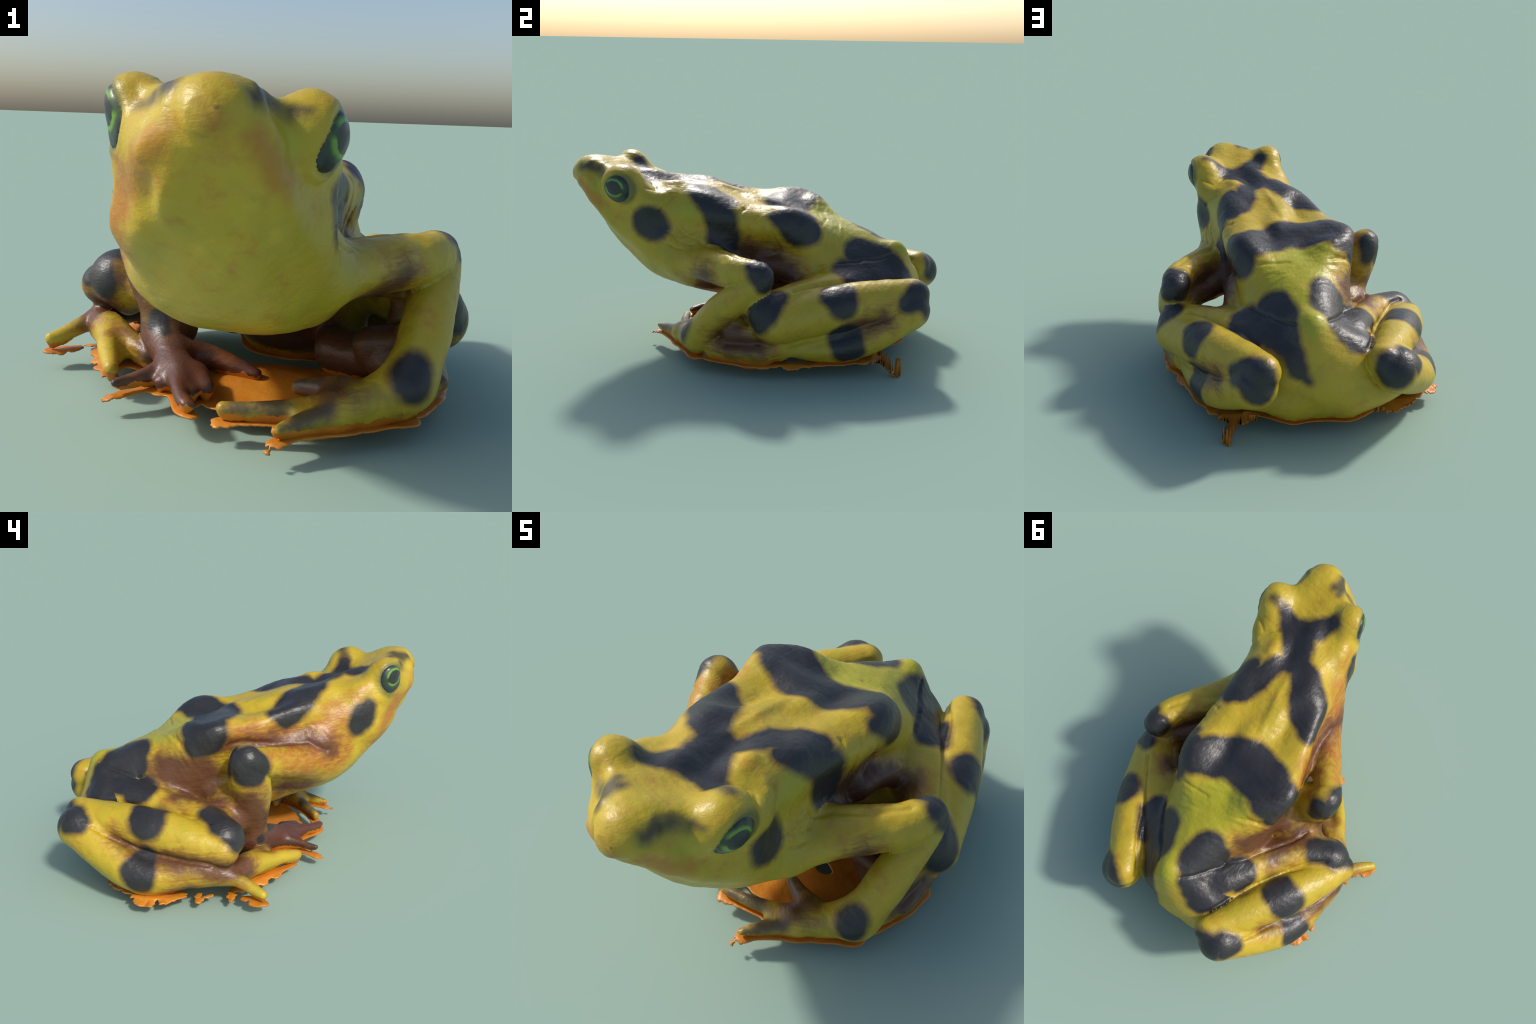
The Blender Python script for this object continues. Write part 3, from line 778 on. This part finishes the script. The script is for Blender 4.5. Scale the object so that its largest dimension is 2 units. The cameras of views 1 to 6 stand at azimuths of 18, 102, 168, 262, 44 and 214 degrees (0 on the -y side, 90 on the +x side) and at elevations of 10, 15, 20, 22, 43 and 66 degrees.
def eye_material(side):
    m, n, bsdf = new_material('eye_' + side)
    c, out = EYES[side]
    pos = n.add('ShaderNodeTexCoord').outputs['Object']
    q = n.vec('SUBTRACT', pos, tuple(c))
    q = n.vec('ADD', q, n.vec('SCALE', n.vec('SUBTRACT', n.noise(pos, 60, 3, out='Color'), (.5, .5, .5)), scale=.007))
    x, y = n.vec('DOT_PRODUCT', q, tuple(FORWARD)), n.vec('DOT_PRODUCT', q, tuple(UP))
    px = n.math('SUBTRACT', x, PUPIL_SHIFT[0])
    py = n.math('SUBTRACT', y, PUPIL_SHIFT[1])
    e = n.math('SQRT', n.math('ADD', n.math('POWER', n.math('MULTIPLY', px, 1 / .043), 2), n.math('POWER', n.math('MULTIPLY', py, 1 / .040), 2)))
    ring = n.math('MULTIPLY', n.ramp(e, .90, 1.02), n.ramp(e, 1.36, 1.08))
    gap = n.ramp(n.math('ABSOLUTE', n.math('DIVIDE', py, n.math('ADD', n.math('ABSOLUTE', px), .004))), .10, .55)
    iris = n.math('MULTIPLY', n.ramp(e, 1.0, 1.1), n.ramp(e, 1.75, 1.2))
    col = n.mix(n.math('MULTIPLY', iris, .5), (.026, .033, .034), (.050, .095, .030))
    col = n.mix(n.math('MULTIPLY', ring, gap), col, (.150, .310, .040))
    n.put(bsdf.inputs['Base Color'], col)
    bsdf.inputs['Roughness'].default_value = .32
    return m


def residue_material():
    m, n, bsdf = new_material('orange_residue')
    pos = n.add('ShaderNodeTexCoord').outputs['Object']
    col = n.mix(n.ramp(n.noise(pos, 7, 4), .35, .7), (.50, .165, .012), (.58, .215, .020))
    n.put(bsdf.inputs['Base Color'], col)
    bsdf.inputs['Roughness'].default_value = .42
    b = n.add('ShaderNodeBump')
    b.inputs['Strength'].default_value = .3
    b.inputs['Distance'].default_value = .01
    n.put(b.inputs['Height'], n.noise(pos, 40, 3))
    n.put(bsdf.inputs['Normal'], b.outputs[0])
    return m


def gather(group, *extra):
    out = [ch for chains in BLOTCHES[group].values() for ch in chains]
    for g, n in extra:
        out += BLOTCHES[g][n]
    return out


MATS = {
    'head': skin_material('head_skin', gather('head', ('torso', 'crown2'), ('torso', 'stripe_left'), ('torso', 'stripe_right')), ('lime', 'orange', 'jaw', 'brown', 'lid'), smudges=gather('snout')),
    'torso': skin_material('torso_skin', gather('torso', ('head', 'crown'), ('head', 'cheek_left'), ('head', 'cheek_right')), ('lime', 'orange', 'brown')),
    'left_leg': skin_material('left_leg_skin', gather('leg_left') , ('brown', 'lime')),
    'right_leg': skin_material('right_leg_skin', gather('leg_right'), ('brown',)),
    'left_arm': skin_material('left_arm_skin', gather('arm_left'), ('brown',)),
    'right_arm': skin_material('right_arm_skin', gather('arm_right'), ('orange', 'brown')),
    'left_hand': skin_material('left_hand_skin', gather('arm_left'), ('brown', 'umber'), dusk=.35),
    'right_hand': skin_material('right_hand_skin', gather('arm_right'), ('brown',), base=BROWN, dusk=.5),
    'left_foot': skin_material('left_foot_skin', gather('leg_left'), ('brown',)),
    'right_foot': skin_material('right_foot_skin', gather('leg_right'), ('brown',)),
    'left_eye': eye_material('left'), 'right_eye': eye_material('right'),
    'residue': residue_material(),
}

# ---------------------------------------------------------------- objects
frog = bpy.data.objects.new('golden_frog', None)
frog['label'] = 'crouching golden frog with black blotches on a ragged orange film'
frog['category'] = 'frog'
bpy.context.collection.objects.link(frog)


def link(name, mesh, parent, mat):
    o = bpy.data.objects.new(name, mesh)
    mesh.materials.append(mat)
    bpy.context.collection.objects.link(o)
    o.parent = parent
    return o


objects = {}
tree = {'head': ('head', None), 'torso': ('torso', None), 'left_arm': ('arm', None), 'right_arm': ('arm', None),
        'left_leg': ('hindlimb', None), 'right_leg': ('hindlimb', None), 'residue': ('residue', None),
        'left_hand': ('hand', 'left_arm'), 'right_hand': ('hand', 'right_arm'), 'left_foot': ('foot', 'left_leg'),
        'right_foot': ('foot', 'right_leg'), 'left_eye': ('eye', 'head'), 'right_eye': ('eye', 'head')}
for key, (name, parent) in tree.items():
    own = quads[region == names.index(key)]
    if len(own) == 0:
        continue
    used, local = np.unique(own, return_inverse=True)
    local = local.reshape(-1, 4)
    mesh = bpy.data.meshes.new(name)
    mesh.from_pydata(verts[used].tolist(), [], local.tolist())
    mesh.polygons.foreach_set('use_smooth', np.ones(len(local), bool))
    mesh.update()
    mesh.normals_split_custom_set_from_vertices(normals[used].tolist())
    objects[key] = link(name, mesh, objects[parent] if parent else frog, MATS[key])

# ---------------------------------------------------------------- ragged film on the ground
SPLASHES = [  # x, y, spread, reach, lowest height: where the film runs out from under the limbs
    (.33, .86, .06, .022, .050), (.56, .62, .08, .012, .055), (.66, .30, .16, .012, .050),
    (-.40, .80, .07, .030, .040), (-.30, .86, .05, .024, .050), (-.60, .58, .09, .046, .030), (-.66, .25, .12, .020, .045), (-.72, .06, .06, .014, .055),
    (-.55, -.02, .10, .024, .050), (.30, -.56, .05, .036, .050), (-.31, -.36, .06, .024, .055), (.10, -.46, .10, .010, .058),
]
HOLES = [(.31, -.03, .040), (.05, .19, .028), (-.36, -.22, .06)]


def ragged_film(step=.0062, half=.0022):
    gx, gy = np.arange(-.90, .90, step), np.arange(-.70, 1.08, step)
    X, Y = np.meshgrid(gx, gy, indexing='ij')
    flat = np.stack([X.ravel(), Y.ravel(), np.zeros(X.size)], 1)
    d = join(part_fields(flat + [0, 0, FLOOR]))
    x, y = flat[:, 0], flat[:, 1]
    pan = (np.hypot((x - .16) / .34, (y + .06) / .27) - 1) * .3 + .012 * ragged(flat, 16, 61)
    reach, low = np.full(len(x), .003), np.where(y > .5, .075, .062)
    for sx, sy, spread, r, z in SPLASHES:
        g = np.exp(-((x - sx)**2 + (y - sy)**2) / spread**2)
        reach += g * r * (.8 + 1.3 * ragged(flat, 26, 63) + .7 * ragged(flat, 70, 64))
        low = low + g * (z - low)
    rim = np.maximum(d - reach, -d - .05)
    heel = (np.hypot((x + .37) / .13, (y - .69) / .085) - 1) * .10 + .022 * ragged(flat, 20, 69) + .012 * ragged(flat, 60, 70)
    shred = (np.hypot((x - .40) / .11, (y - .68) / .075) - 1) * .09 + .022 * ragged(flat, 24, 71) + .014 * ragged(flat, 60, 72)
    drip = np.hypot((x - .452 - .02 * np.sin(y * 40)) / .022, (y - .80) / .07) * .02 - .02 + .006 * ragged(flat, 60, 73)
    shred = np.minimum(shred, drip)
    rim = np.minimum(rim, np.minimum(heel, shred))
    out = np.minimum(np.where(y < .28, pan, 9), rim)
    for hx, hy, hr in HOLES:
        out = np.maximum(out, hr + .015 * ragged(flat, 30, 66) - np.hypot(x - hx, (y - hy) * 1.5))
    inside = np.clip(-pan * 5, 0, 1) * (y < .3)
    fall = np.clip(d / np.maximum(reach, .02), 0, 1)
    z = .070 + .012 * np.clip((y - .35) / .3, 0, 1) + .006 * ragged(flat, 12, 67) - fall * (.068 - low)
    z = z * (1 - inside) + inside * (.062 + .055 * np.clip((y + .22) / .40, 0, 1) + .010 * ragged(flat, 7, 68))
    z = np.maximum(z, half + .0005)
    z = np.where((heel < 0) & (d > 0), np.maximum(.082 - .35 * np.clip(y - .70, 0, .2), half + .001), z)
    z = np.where((shred < 0) & (d > 0), np.maximum(.074 - .55 * np.clip(y - .70, 0, .2), half + .001), z)
    nx, ny = X.shape
    o = out.reshape(X.shape)
    mid = (o[:-1, :-1] + o[1:, :-1] + o[:-1, 1:] + o[1:, 1:]) / 4
    ci, cj = np.nonzero(mid < 0)
    q = np.stack([ci * ny + cj, (ci + 1) * ny + cj, (ci + 1) * ny + cj + 1, ci * ny + cj + 1], 1)
    # draw the border vertices onto the true edge
    gX, gY = np.gradient(o, step)
    grad = np.stack([gX.ravel(), gY.ravel()], 1)
    e = np.sort(np.stack([q, np.roll(q, -1, 1)], 2).reshape(-1, 2), 1)
    key, first, count = np.unique(e[:, 0] * nx * ny + e[:, 1], return_index=True, return_counts=True)
    rimv = np.unique(e[first[count == 1]])
    P = np.stack([x, y, z], 1)
    move = -(out[rimv] / np.maximum((grad[rimv]**2).sum(1), .1))[:, None] * grad[rimv]
    length = np.linalg.norm(move, axis=1)[:, None]
    P[rimv, :2] += move * np.minimum(1, .6 * step / np.maximum(length, 1e-9))
    used, local = np.unique(q, return_inverse=True)
    local = local.reshape(-1, 4)
    k = len(used)
    top = P[used] + [0, 0, half]
    under = P[used] - [0, 0, half]
    # side walls along the border, wound to face outwards
    he = np.stack([local, np.roll(local, -1, 1)], 2).reshape(-1, 2)
    hk = np.sort(he, 1)
    hk = hk[:, 0] * k + hk[:, 1]
    _, first, count = np.unique(hk, return_index=True, return_counts=True)
    b = he[first[count == 1]]
    walls = np.stack([b[:, 1], b[:, 0], b[:, 0] + k, b[:, 1] + k], 1)
    return np.concatenate([top, under]), np.concatenate([local, local[:, ::-1] + k, walls])


fv, fq = ragged_film()
fmesh = bpy.data.meshes.new('residue_sheet')
fmesh.from_pydata(fv.tolist(), [], fq.tolist())
fmesh.polygons.foreach_set('use_smooth', np.ones(len(fq), bool))
fmesh.update()
link('residue_sheet', fmesh, objects['residue'], MATS['residue'])
